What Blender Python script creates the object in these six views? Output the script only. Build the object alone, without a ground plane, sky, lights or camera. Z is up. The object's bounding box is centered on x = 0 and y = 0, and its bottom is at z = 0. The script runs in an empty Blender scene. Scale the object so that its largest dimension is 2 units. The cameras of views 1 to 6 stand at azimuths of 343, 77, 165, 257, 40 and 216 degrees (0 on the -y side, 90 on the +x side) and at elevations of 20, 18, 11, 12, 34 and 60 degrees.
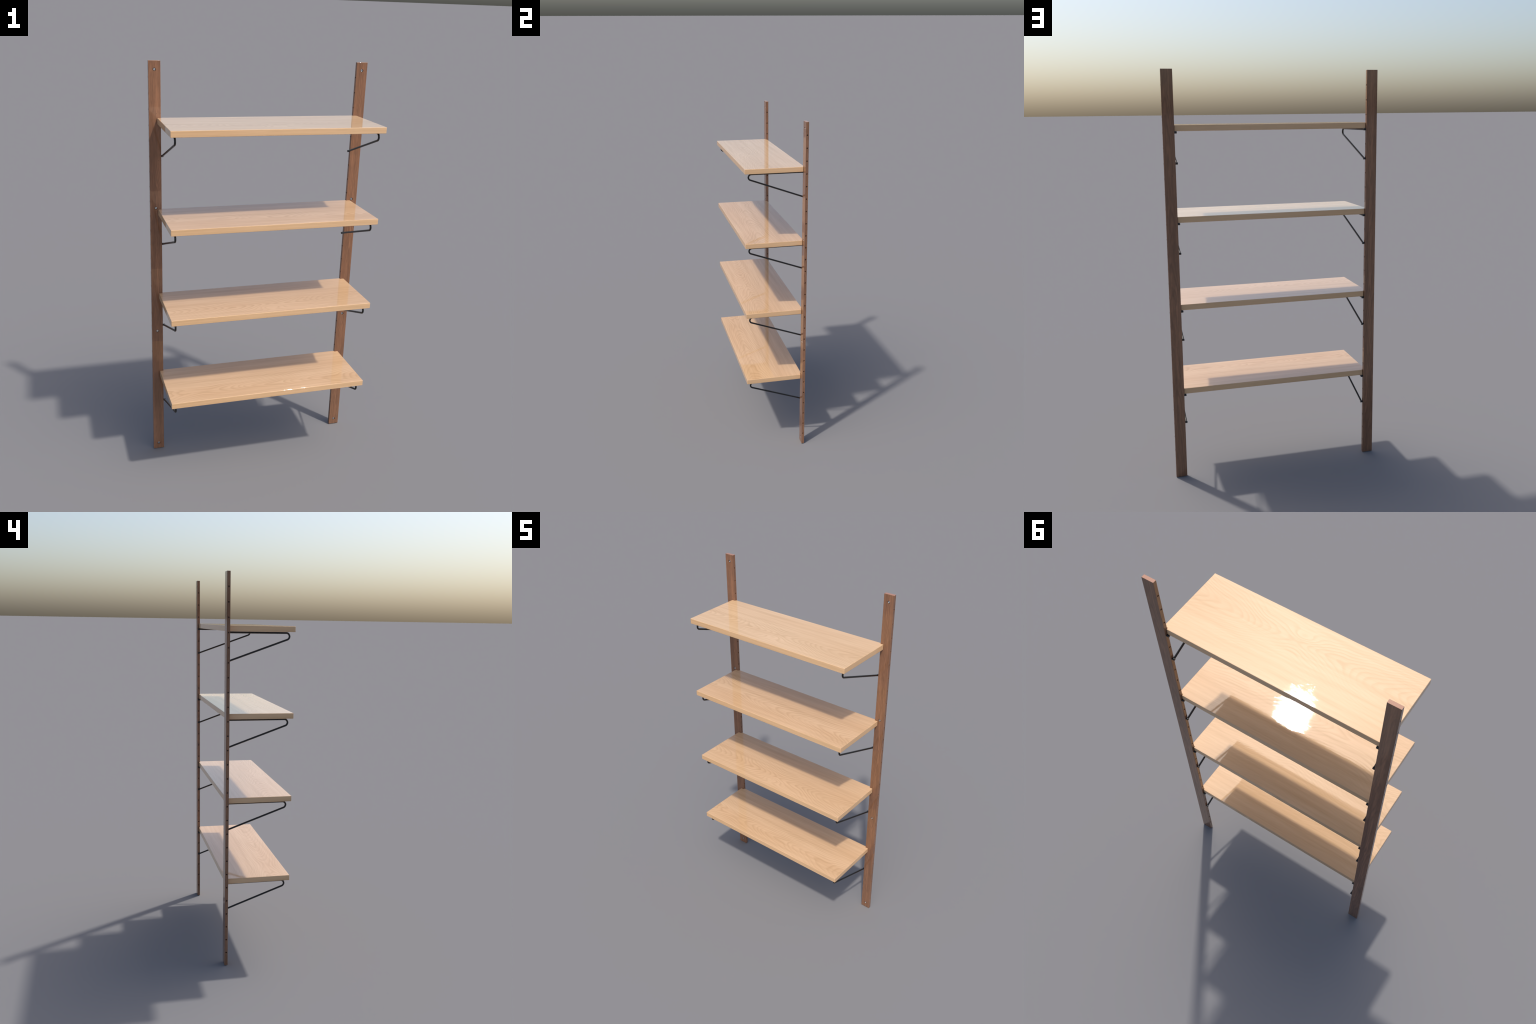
"""Wall-style shelving unit: two walnut uprights with peg holes, four pale wooden
shelves resting on bent black steel rod brackets."""
import bpy, bmesh, math
from mathutils import Vector

# ------------------------------------------------------------------ sizes (m)
HEIGHT = 2.0
POST_X0, POST_X1 = 0.4730, 0.5275          # inner / outer side of an upright
POST_Y0, POST_Y1 = 0.1587, 0.1754          # front / back of an upright
HOLE_PITCH = HEIGHT / 28                   # peg holes, 27 per side
HOLE_Y = 0.1668
HOLE_R = 0.0040
HOLE_DEPTH = 0.013
SCREW_Z = (1.9620, 1.3245, 0.6862, 0.0308)
SCREW_X = 0.5003
SCREW_BORE_R, SCREW_BORE_DEPTH = 0.0075, 0.0043
SHELF_HALF = 0.4907
SHELF_NECK = 0.4717                        # half width between the uprights
SHELF_Y0, SHELF_SHOULDER, SHELF_Y1 = -0.1754, 0.1572, 0.1655
SHELF_T = 0.0282
SHELF_LIFT = 0.0054                        # shelf underside above the peg centre
SHELF_PEGS = (4, 10, 16, 22)               # peg hole (from the top) each shelf sits on
ROD_R = 0.0046
ROD_X = 0.4670
PIN_R = 0.0053
PIN_X = 0.4617
BEND_R = 0.0167
BEND_APEX_Y = -0.1511


# ------------------------------------------------------------------ node helpers
class Nodes:
    def __init__(self, name):
        self.mat = bpy.data.materials.new(name)
        self.mat.use_nodes = True
        self.t = self.mat.node_tree
        self.bsdf = self.t.nodes["Principled BSDF"]
        tc = self.t.nodes.new("ShaderNodeTexCoord")
        self.obj = tc.outputs["Object"]

    def put(self, sock, v):
        if isinstance(v, bpy.types.NodeSocket):
            self.t.links.new(v, sock)
        else:
            sock.default_value = v

    def m(self, op, a, b=0.0, c=0.0):
        n = self.t.nodes.new("ShaderNodeMath")
        n.operation = op
        for i, v in enumerate((a, b, c)):
            self.put(n.inputs[i], v)
        return n.outputs[0]

    def xyz(self, v):
        n = self.t.nodes.new("ShaderNodeSeparateXYZ")
        self.put(n.inputs[0], v)
        return n.outputs

    def vec(self, x, y, z):
        n = self.t.nodes.new("ShaderNodeCombineXYZ")
        for i, v in enumerate((x, y, z)):
            self.put(n.inputs[i], v)
        return n.outputs[0]

    def mapped(self, v, scale, loc=(0, 0, 0)):
        n = self.t.nodes.new("ShaderNodeMapping")
        self.put(n.inputs["Vector"], v)
        n.inputs["Scale"].default_value = scale
        n.inputs["Location"].default_value = loc
        return n.outputs[0]

    def noise(self, v, scale=1.0, detail=2.0, rough=0.5):
        n = self.t.nodes.new("ShaderNodeTexNoise")
        self.put(n.inputs["Vector"], v)
        n.inputs["Scale"].default_value = scale
        n.inputs["Detail"].default_value = detail
        n.inputs["Roughness"].default_value = rough
        return n.outputs["Fac"]

    def centred(self, v, amp, **k):
        return self.m("MULTIPLY", self.m("SUBTRACT", self.noise(v, **k), 0.5), amp)

    def ramp(self, f, stops):
        n = self.t.nodes.new("ShaderNodeValToRGB")
        e = n.color_ramp.elements
        while len(e) < len(stops):
            e.new(0.5)
        for el, (p, c) in zip(e, stops):
            el.position = p
            el.color = (c, c, c, 1) if isinstance(c, (int, float)) else (*c, 1)
        self.put(n.inputs[0], f)
        return n.outputs[0]

    def mix(self, f, a, b, mode="MIX"):
        n = self.t.nodes.new("ShaderNodeMix")
        n.data_type = "RGBA"
        n.blend_type = mode
        self.put(n.inputs[0], f)
        for i, v in ((6, a), (7, b)):
            self.put(n.inputs[i], v if isinstance(v, bpy.types.NodeSocket) else (*v, 1))
        return n.outputs[2]

    def bump(self, h, strength, dist):
        n = self.t.nodes.new("ShaderNodeBump")
        n.inputs["Strength"].default_value = strength
        n.inputs["Distance"].default_value = dist
        self.put(n.inputs["Height"], h)
        self.put(self.bsdf.inputs["Normal"], n.outputs[0])
        self.put(self.bsdf.inputs["Coat Normal"], n.outputs[0])

    def lacquer(self, rough, weight=1.0):
        """Thin clear varnish: sharp reflections over a nearly matt wood body."""
        self.bsdf.inputs["Specular IOR Level"].default_value = 0.03
        self.put(self.bsdf.inputs["Coat Weight"], weight)
        self.put(self.bsdf.inputs["Coat Roughness"], rough)

    def finish(self, colour, rough, metallic=0.0, ior=1.5):
        self.put(self.bsdf.inputs["Base Color"], colour)
        self.put(self.bsdf.inputs["Roughness"], rough)
        self.bsdf.inputs["Metallic"].default_value = metallic
        self.bsdf.inputs["IOR"].default_value = ior
        return self.mat


def growth_rings(N, field, pitch):
    """Turn a growth field (metres) into soft dark latewood lines, 0..1."""
    ph = N.m("FRACT", N.m("DIVIDE", field, pitch))
    return N.ramp(ph, [(0.0, 0.0), (0.42, 0.12), (0.78, 1.0), (0.90, 0.75), (1.0, 0.0)])


# ------------------------------------------------------------------ materials
PALE = (0.685, 0.448, 0.268)
PALE_LIGHT = (0.745, 0.510, 0.325)
PALE_DARK = (0.465, 0.288, 0.132)


def tone(c, t):
    return tuple(a * b for a, b in zip(c, t))


def pale_wood(name, axis_y, vertex_x, eye, taper, seed, drift, tint, grain="flat"):
    """Flat-sawn pale board: rings open toward both ends of the board (cathedrals)
    around a central eye; straight fibres on the flanks."""
    N = Nodes(name)
    mid, light, dark = tone(PALE, tint), tone(PALE_LIGHT, tint), tone(PALE_DARK, tint)
    p = N.obj
    if grain == "end":
        x0, y0, z0 = N.xyz(p)
        p = N.vec(N.m("ADD", y0, 0.3), N.m("MULTIPLY", z0, 1.0), x0)
    x, y, z = N.xyz(p)
    off = (seed * 3.1, seed * 1.7, seed * 5.3)
    # wandering of the pith line and wobble of the rings
    wander = N.centred(N.mapped(p, (3.2, 0.0, 0.0), off), 0.050, detail=1.0)
    wob = N.centred(N.mapped(p, (4.5, 12.0, 12.0), off), 0.042, detail=1.5, rough=0.4)
    fine = N.centred(N.mapped(p, (24.0, 60.0, 60.0), off), 0.0030, detail=2.0)
    yy = N.m("ADD", N.m("SUBTRACT", y, axis_y), N.m("ADD", wander, N.m("MULTIPLY", x, drift)))
    zz = N.m("ADD", z, 0.026)
    radial = N.m("SQRT", N.m("ADD", N.m("MULTIPLY", yy, yy), N.m("MULTIPLY", zz, zz)))
    surge = N.centred(N.mapped(p, (6.0, 5.0, 5.0), (off[1], off[2], off[0])), 0.16, detail=1.5)
    dx = N.m("ADD", N.m("SUBTRACT", x, vertex_x), surge)
    along = N.m("SQRT", N.m("ADD", N.m("MULTIPLY", dx, dx), 0.0016))
    f = N.m("SUBTRACT", radial, N.m("MULTIPLY", along, taper))
    # the eye: a local swelling of the rings
    ex = N.m("MULTIPLY", N.m("SUBTRACT", x, eye[0]), 1.0 / eye[2])
    ey = N.m("MULTIPLY", N.m("SUBTRACT", y, eye[1]), 1.0 / eye[3])
    g = N.m("EXPONENT", N.m("MULTIPLY", N.m("ADD", N.m("MULTIPLY", ex, ex), N.m("MULTIPLY", ey, ey)), -1.0))
    f = N.m("ADD", f, N.m("MULTIPLY", g, eye[4]))
    f = N.m("ADD", f, N.m("ADD", wob, fine))
    rings = growth_rings(N, f, 0.0130)
    # rings fade in and out along the board, and are faint on the flanks
    flank = N.ramp(N.m("ABSOLUTE", yy), [(0.0, 1.0), (0.050, 0.95), (0.095, 0.50), (0.15, 0.25), (0.3, 0.16)])
    patch = N.ramp(N.noise(N.mapped(p, (5.0, 14.0, 14.0), off), detail=2.0), [(0.32, 0.22), (0.66, 1.0)])
    rings = N.m("MULTIPLY", rings, N.m("MULTIPLY", flank, patch) if grain == "flat" else 0.0)
    # long fibres and short pores
    streak = N.noise(N.mapped(p, (2.2, 60.0, 60.0), off), detail=4.0, rough=0.6)
    fibre = N.noise(N.mapped(p, (16.0, 420.0, 420.0), off), detail=2.0)
    broad = N.noise(N.mapped(p, (1.6, 9.0, 9.0), off), detail=2.0)
    base = N.mix(N.ramp(broad, [(0.30, 0.0), (0.70, 1.0)]), mid, light)
    base = N.mix(N.m("MULTIPLY", N.ramp(streak, [(0.42, 0.0), (0.72, 1.0)]), 0.36), base, dark)
    base = N.mix(N.m("MULTIPLY", rings, 0.42), base, dark)
    base = N.mix(N.m("MULTIPLY", N.ramp(fibre, [(0.45, 0.0), (0.80, 1.0)]), 0.16), base, dark)
    rough = N.m("MULTIPLY_ADD", streak, 0.10, 0.40)
    N.lacquer(0.018)
    N.bump(N.m("ADD", N.m("MULTIPLY", rings, 0.6), N.m("ADD", N.m("MULTIPLY", streak, 0.8), N.m("MULTIPLY", fibre, 0.45))), 0.30, 0.00024)
    return N.finish(base, rough)


WALNUT = (0.222, 0.108, 0.060)
WALNUT_LIGHT = (0.335, 0.165, 0.090)
WALNUT_DARK = (0.115, 0.060, 0.037)


def walnut_wood(name, seed, axis_x):
    N = Nodes(name)
    p = N.obj
    x, y, z = N.xyz(p)
    off = (seed * 2.3, seed * 4.1, seed * 1.9)
    wander = N.centred(N.mapped(p, (0.0, 0.0, 2.6), off), 0.060, detail=1.0)
    wob = N.centred(N.mapped(p, (20.0, 20.0, 5.0), off), 0.034, detail=3.0)
    fine = N.centred(N.mapped(p, (90.0, 90.0, 22.0), off), 0.0026, detail=2.0)
    xx = N.m("ADD", N.m("SUBTRACT", x, axis_x), wander)
    yy = N.m("ADD", y, 0.006)
    r = N.m("SQRT", N.m("ADD", N.m("MULTIPLY", xx, xx), N.m("MULTIPLY", yy, yy)))
    f = N.m("ADD", N.m("MULTIPLY_ADD", z, 0.060, r), N.m("ADD", wob, fine))
    rings = growth_rings(N, f, 0.0085)
    patch = N.ramp(N.noise(N.mapped(p, (14.0, 14.0, 3.0), off), detail=2.0), [(0.35, 0.15), (0.62, 1.0)])
    streak = N.noise(N.mapped(p, (130.0, 130.0, 2.6), off), detail=4.0, rough=0.6)
    broad = N.noise(N.mapped(p, (40.0, 40.0, 1.5), off), detail=2.0)
    pores = N.noise(N.mapped(p, (520.0, 520.0, 40.0), off), detail=1.0)
    fleck = N.noise(N.mapped(p, (150.0, 150.0, 75.0), off), detail=1.0)
    base = N.mix(N.ramp(broad, [(0.28, 0.0), (0.72, 1.0)]), WALNUT, WALNUT_LIGHT)
    base = N.mix(N.m("MULTIPLY", N.ramp(streak, [(0.38, 0.0), (0.72, 1.0)]), 0.45), base, WALNUT_DARK)
    base = N.mix(N.m("MULTIPLY", N.m("MULTIPLY", rings, patch), 0.50), base, WALNUT_DARK)
    mottle = N.noise(N.mapped(p, (75.0, 75.0, 14.0), off), detail=3.0, rough=0.6)
    base = N.mix(N.m("MULTIPLY", N.ramp(mottle, [(0.45, 0.0), (0.70, 1.0)]), 0.38), base, WALNUT_DARK)
    base = N.mix(N.m("MULTIPLY", N.ramp(pores, [(0.50, 0.0), (0.75, 1.0)]), 0.30), base, WALNUT_DARK)
    base = N.mix(N.m("MULTIPLY", N.ramp(fleck, [(0.76, 0.0), (0.82, 1.0)]), 0.55), base, (0.055, 0.030, 0.022))
    rough = N.m("MULTIPLY_ADD", streak, 0.10, 0.40)
    N.lacquer(0.06)
    N.bump(N.m("ADD", streak, N.m("MULTIPLY", rings, 0.4)), 0.10, 0.00015)
    return N.finish(base, rough)


def walnut_end(name):
    """Saw-cut end of an upright: lighter base colour than the long faces, with rings running across."""
    N = Nodes(name)
    p = N.obj
    r = N.noise(N.mapped(p, (60.0, 120.0, 1.0)), detail=3.0)
    x, y, z = N.xyz(p)
    lines = growth_rings(N, N.m("ADD", N.m("MULTIPLY_ADD", x, 0.55, y), N.m("MULTIPLY", r, 0.01)), 0.006)
    c = N.mix(N.m("MULTIPLY", lines, 0.35), (0.400, 0.205, 0.135), (0.290, 0.145, 0.095))
    N.lacquer(0.06, 0.7)
    return N.finish(c, 0.5)


def black_steel():
    N = Nodes("black_powder_coat")
    n = N.noise(N.mapped(N.obj, (700.0, 700.0, 700.0)), detail=1.0)
    c = N.mix(n, (0.0040, 0.0042, 0.0045), (0.0065, 0.0065, 0.0068))
    return N.finish(c, N.m("MULTIPLY_ADD", n, 0.08, 0.28))


def zinc():
    N = Nodes("zinc_steel")
    n = N.noise(N.mapped(N.obj, (300.0, 300.0, 300.0)), detail=2.0)
    c = N.mix(n, (0.40, 0.42, 0.44), (0.55, 0.56, 0.57))
    return N.finish(c, N.m("MULTIPLY_ADD", n, 0.12, 0.22), metallic=1.0)


# ------------------------------------------------------------------ mesh helpers
def new_object(name, mesh, parent, loc=(0, 0, 0)):
    ob = bpy.data.objects.new(name, mesh)
    bpy.context.scene.collection.objects.link(ob)
    ob.location = loc
    ob.parent = parent
    return ob


def soften(me, angle):
    """Smooth small rounding faces, keep the big planes dead flat."""
    me.shade_smooth()
    me.set_sharp_from_angle(angle=math.radians(angle))
    for poly in me.polygons:
        if poly.area > 4e-4:
            poly.use_smooth = False


def mesh_from(bm, name, angle=35.0):
    bmesh.ops.recalc_face_normals(bm, faces=bm.faces[:])
    me = bpy.data.meshes.new(name)
    bm.to_mesh(me)
    bm.free()
    soften(me, angle)
    return me


def cylinder(bm, a, b, r, seg=24):
    """Closed cylinder between two points."""
    a, b = Vector(a), Vector(b)
    d = b - a
    rot = d.to_track_quat("Z", "Y").to_matrix().to_4x4()
    rot.translation = (a + b) / 2
    return bmesh.ops.create_cone(bm, cap_ends=True, segments=seg, radius1=r, radius2=r,
                                 depth=d.length, matrix=rot)["verts"]


def lathe_y(bm, profile, seg=32):
    """Revolve (radius, y) points about the y axis."""
    rings = []
    for r, y in profile:
        if r == 0:
            rings.append([bm.verts.new((0, y, 0))])
        else:
            rings.append([bm.verts.new((r * math.cos(2 * math.pi * i / seg), y, r * math.sin(2 * math.pi * i / seg)))
                          for i in range(seg)])
    for A, B in zip(rings, rings[1:]):
        for i in range(seg):
            j = (i + 1) % seg
            if len(A) == 1:
                bm.faces.new((A[0], B[i], B[j]))
            elif len(B) == 1:
                bm.faces.new((A[i], A[j], B[0]))
            else:
                bm.faces.new((A[i], A[j], B[j], B[i]))


def bevelled(bm, width, segments):
    bmesh.ops.bevel(bm, geom=[e for e in bm.edges if e.is_manifold and e.calc_face_angle() > 0.5],
                    offset=width, segments=segments, profile=0.5, affect="EDGES", clamp_overlap=True)


# ------------------------------------------------------------------ parts
unit = bpy.data.objects.new("shelving_unit", None)
bpy.context.scene.collection.objects.link(unit)
unit["label"] = "tall open shelving unit, dark walnut uprights, four pale wooden shelves"
unit["category"] = "shelving unit"

BLACK, ZINC = black_steel(), zinc()
WALNUT_END = walnut_end("walnut_end_grain")


def build_upright(side):
    """Board standing on the floor with rows of peg holes in both narrow sides and
    counterbored screw holes in the front.  Origin at the board's base centre."""
    cx, cy = (POST_X0 + POST_X1) / 2, (POST_Y0 + POST_Y1) / 2
    w, d = POST_X1 - POST_X0, POST_Y1 - POST_Y0
    bm = bmesh.new()
    bmesh.ops.create_cube(bm, size=1.0)
    for v in bm.verts:
        v.co = Vector((v.co.x * w, v.co.y * d, (v.co.z + 0.5) * HEIGHT))
    bevelled(bm, 0.0009, 3)
    me = mesh_from(bm, "upright")
    ob = new_object("upright", me, None)
    cut = bmesh.new()
    for k in range(1, 28):
        z = HEIGHT - k * HOLE_PITCH
        for s in (-1, 1):
            cylinder(cut, (s * (w / 2 + 0.005), HOLE_Y - cy, z), (s * (w / 2 - HOLE_DEPTH), HOLE_Y - cy, z), HOLE_R, 20)
    for z in SCREW_Z:
        cylinder(cut, (side * (SCREW_X - cx), -d / 2 - 0.005, z),
                 (side * (SCREW_X - cx), -d / 2 + SCREW_BORE_DEPTH, z), SCREW_BORE_R, 32)
    cutter = new_object("cutter", mesh_from(cut, "cutter"), None)
    mod = ob.modifiers.new("holes", "BOOLEAN")
    mod.operation, mod.object, mod.solver = "DIFFERENCE", cutter, "EXACT"
    dg = bpy.context.evaluated_depsgraph_get()
    done = bpy.data.meshes.new_from_object(ob.evaluated_get(dg))
    ob.modifiers.clear()
    ob.data = done
    bpy.data.objects.remove(cutter)
    done.name = "upright"
    soften(done, 40)
    done.materials.clear()
    done.materials.append(walnut_wood("walnut", 1.0 if side > 0 else 2.7, 0.012 * side))
    done.materials.append(WALNUT_END)
    for poly in done.polygons:
        poly.material_index = 1 if poly.normal.z > 0.9 and poly.center.z > HEIGHT - 0.001 else 0
    ob.parent = unit
    ob.location = (side * cx, cy, 0)
    return ob, cx, cy, d


def screw_mesh():
    """Pan head with a hollow socket, facing -y, seated at y = 0."""
    bm = bmesh.new()
    lathe_y(bm, [(0.0062, 0.0), (0.0062, -0.0010), (0.0058, -0.0019), (0.0050, -0.0026), (0.0038, -0.0030),
                 (0.0034, -0.0028), (0.0030, -0.0014), (0.0, -0.0008)])
    me = mesh_from(bm, "screw", 50)
    me.materials.append(ZINC)
    return me


SCREW = screw_mesh()
for side in (-1, 1):
    post, cx, cy, d = build_upright(side)
    for z in SCREW_Z:
        new_object("screw", SCREW, post, (side * (SCREW_X - cx), -d / 2 + SCREW_BORE_DEPTH - 0.0002, z))


def shelf_mesh():
    """Board with a shoulder: full width in front of the uprights, narrower neck between them."""
    a, n = SHELF_HALF, SHELF_NECK
    outline = [(-a, SHELF_Y0), (a, SHELF_Y0), (a, SHELF_SHOULDER), (n, SHELF_SHOULDER), (n, SHELF_Y1),
               (-n, SHELF_Y1), (-n, SHELF_SHOULDER), (-a, SHELF_SHOULDER)]
    bm = bmesh.new()
    f = bm.faces.new([bm.verts.new((x, y, -SHELF_T)) for x, y in outline])
    up = bmesh.ops.extrude_face_region(bm, geom=[f])["geom"]
    bmesh.ops.translate(bm, verts=[v for v in up if isinstance(v, bmesh.types.BMVert)], vec=(0, 0, SHELF_T))
    bmesh.ops.recalc_face_normals(bm, faces=bm.faces[:])
    bevelled(bm, 0.0018, 3)
    me = mesh_from(bm, "shelf", 40)
    for poly in me.polygons:   # 0 faces, 1 sawn ends, 2 long edges
        poly.material_index = 1 if abs(poly.normal.x) > 0.8 else 2 if abs(poly.normal.y) > 0.8 else 0
    return me


TONE, PALER_TONE, EDGE_TONE = (0.880, 0.845, 0.780), (0.955, 0.945, 0.880), (0.945, 0.910, 0.830)
BOARDS = (  # axis_y, vertex_x, eye(x, y, size x, size y, swell), taper, seed, drift, tone
    (-0.060, 0.03, (0.000, -0.090, 0.070, 0.022, 0.030), 0.300, 1.0, 0.00, PALER_TONE),
    (-0.045, -0.30, (-0.440, -0.035, 0.055, 0.018, 0.020), 0.250, 4.0, 0.07, TONE),
    (-0.085, 0.03, (0.000, -0.115, 0.070, 0.022, 0.030), 0.300, 1.0, 0.00, TONE),
    (-0.095, -0.30, (-0.435, -0.084, 0.055, 0.018, 0.020), 0.250, 4.0, 0.03, TONE),
)
END = pale_wood("pale_wood_end", 0.0, 0.0, (0.3, 0.0, 0.1, 0.02, 0.01), 0.1, 7.0, 0.0, EDGE_TONE, grain="end")
EDGE = pale_wood("pale_wood_edge", 0.0, 0.0, (0.3, 0.0, 0.1, 0.02, 0.01), 0.1, 9.0, 0.0, EDGE_TONE, grain="edge")
for peg, b in zip(SHELF_PEGS, BOARDS):
    me = shelf_mesh()
    me.materials.append(pale_wood("pale_wood", *b))
    me.materials.append(END)
    me.materials.append(EDGE)
    peg_z = HEIGHT - peg * HOLE_PITCH
    new_object("shelf", me, unit, (0, 0, peg_z + SHELF_LIFT + SHELF_T))


def bracket_mesh():
    """Round rod in the yz plane: level arm under the shelf, a tight bend at the front,
    and a brace falling back to the lower pin.  Origin at the upper pin."""
    drop = -2 * HOLE_PITCH
    yc = BEND_APEX_Y - HOLE_Y + BEND_R
    zc = -BEND_R
    # tangent from the lower pin (0, drop) to the bend circle
    dx, dz = yc, zc - drop
    dist = math.hypot(dx, dz)
    base = math.atan2(dz, dx)
    ang = base + math.asin(BEND_R / dist)
    length = math.sqrt(dist * dist - BEND_R ** 2)
    tang = (length * math.cos(ang), drop + length * math.sin(ang))
    a1 = math.atan2(tang[1] - zc, tang[0] - yc)
    if a1 < 0:
        a1 += 2 * math.pi
    pts = [(0.0, 0.0)]
    n = 18
    for i in range(n + 1):
        a = math.pi / 2 + (a1 - math.pi / 2) * i / n
        pts.append((yc + BEND_R * math.cos(a), zc + BEND_R * math.sin(a)))
    pts.append((0.0, drop))
    bm = bmesh.new()
    seg = 20
    loops = []
    for i, (y, z) in enumerate(pts):
        p0, p1 = pts[max(i - 1, 0)], pts[min(i + 1, len(pts) - 1)]
        t = Vector((0, p1[0] - p0[0], p1[1] - p0[1])).normalized()
        nrm = Vector((0, -t.z, t.y))
        loops.append([bm.verts.new(Vector((0, y, z)) + ROD_R * (math.cos(2 * math.pi * k / seg) * Vector((1, 0, 0))
                      + math.sin(2 * math.pi * k / seg) * nrm)) for k in range(seg)])
    for A, B in zip(loops, loops[1:]):
        for k in range(seg):
            bm.faces.new((A[k], A[(k + 1) % seg], B[(k + 1) % seg], B[k]))
    bm.faces.new(loops[0])
    bm.faces.new(loops[-1])
    me = mesh_from(bm, "bracket", 50)
    me.materials.append(BLACK)
    return me


def pin_mesh():
    """Short peg along x: collar outside the upright, thinner stem inside the hole."""
    bm = bmesh.new()
    lathe_y(bm, [(0.0, 0.0), (PIN_R - 0.0006, 0.0), (PIN_R, 0.0006), (PIN_R, POST_X0 - PIN_X - 0.0002),
                 (HOLE_R - 0.0003, POST_X0 - PIN_X - 0.0002), (HOLE_R - 0.0003, POST_X0 - PIN_X + 0.010),
                 (0.0, POST_X0 - PIN_X + 0.010)], 24)
    bmesh.ops.rotate(bm, verts=bm.verts[:], matrix=__import__("mathutils").Matrix.Rotation(-math.pi / 2, 3, "Z"))
    me = mesh_from(bm, "bracket_pin", 40)
    me.materials.append(BLACK)
    return me


BRACKET, PIN = bracket_mesh(), pin_mesh()
for peg in SHELF_PEGS:
    z = HEIGHT - peg * HOLE_PITCH
    for side in (-1, 1):
        br = new_object("bracket", BRACKET, unit, (side * ROD_X, HOLE_Y, z))
        for k in (0, 2):
            pin = new_object("bracket_pin", PIN, br, (-side * (ROD_X - PIN_X), 0, -k * HOLE_PITCH))
            if side < 0:
                pin.rotation_euler = (0, 0, math.pi)
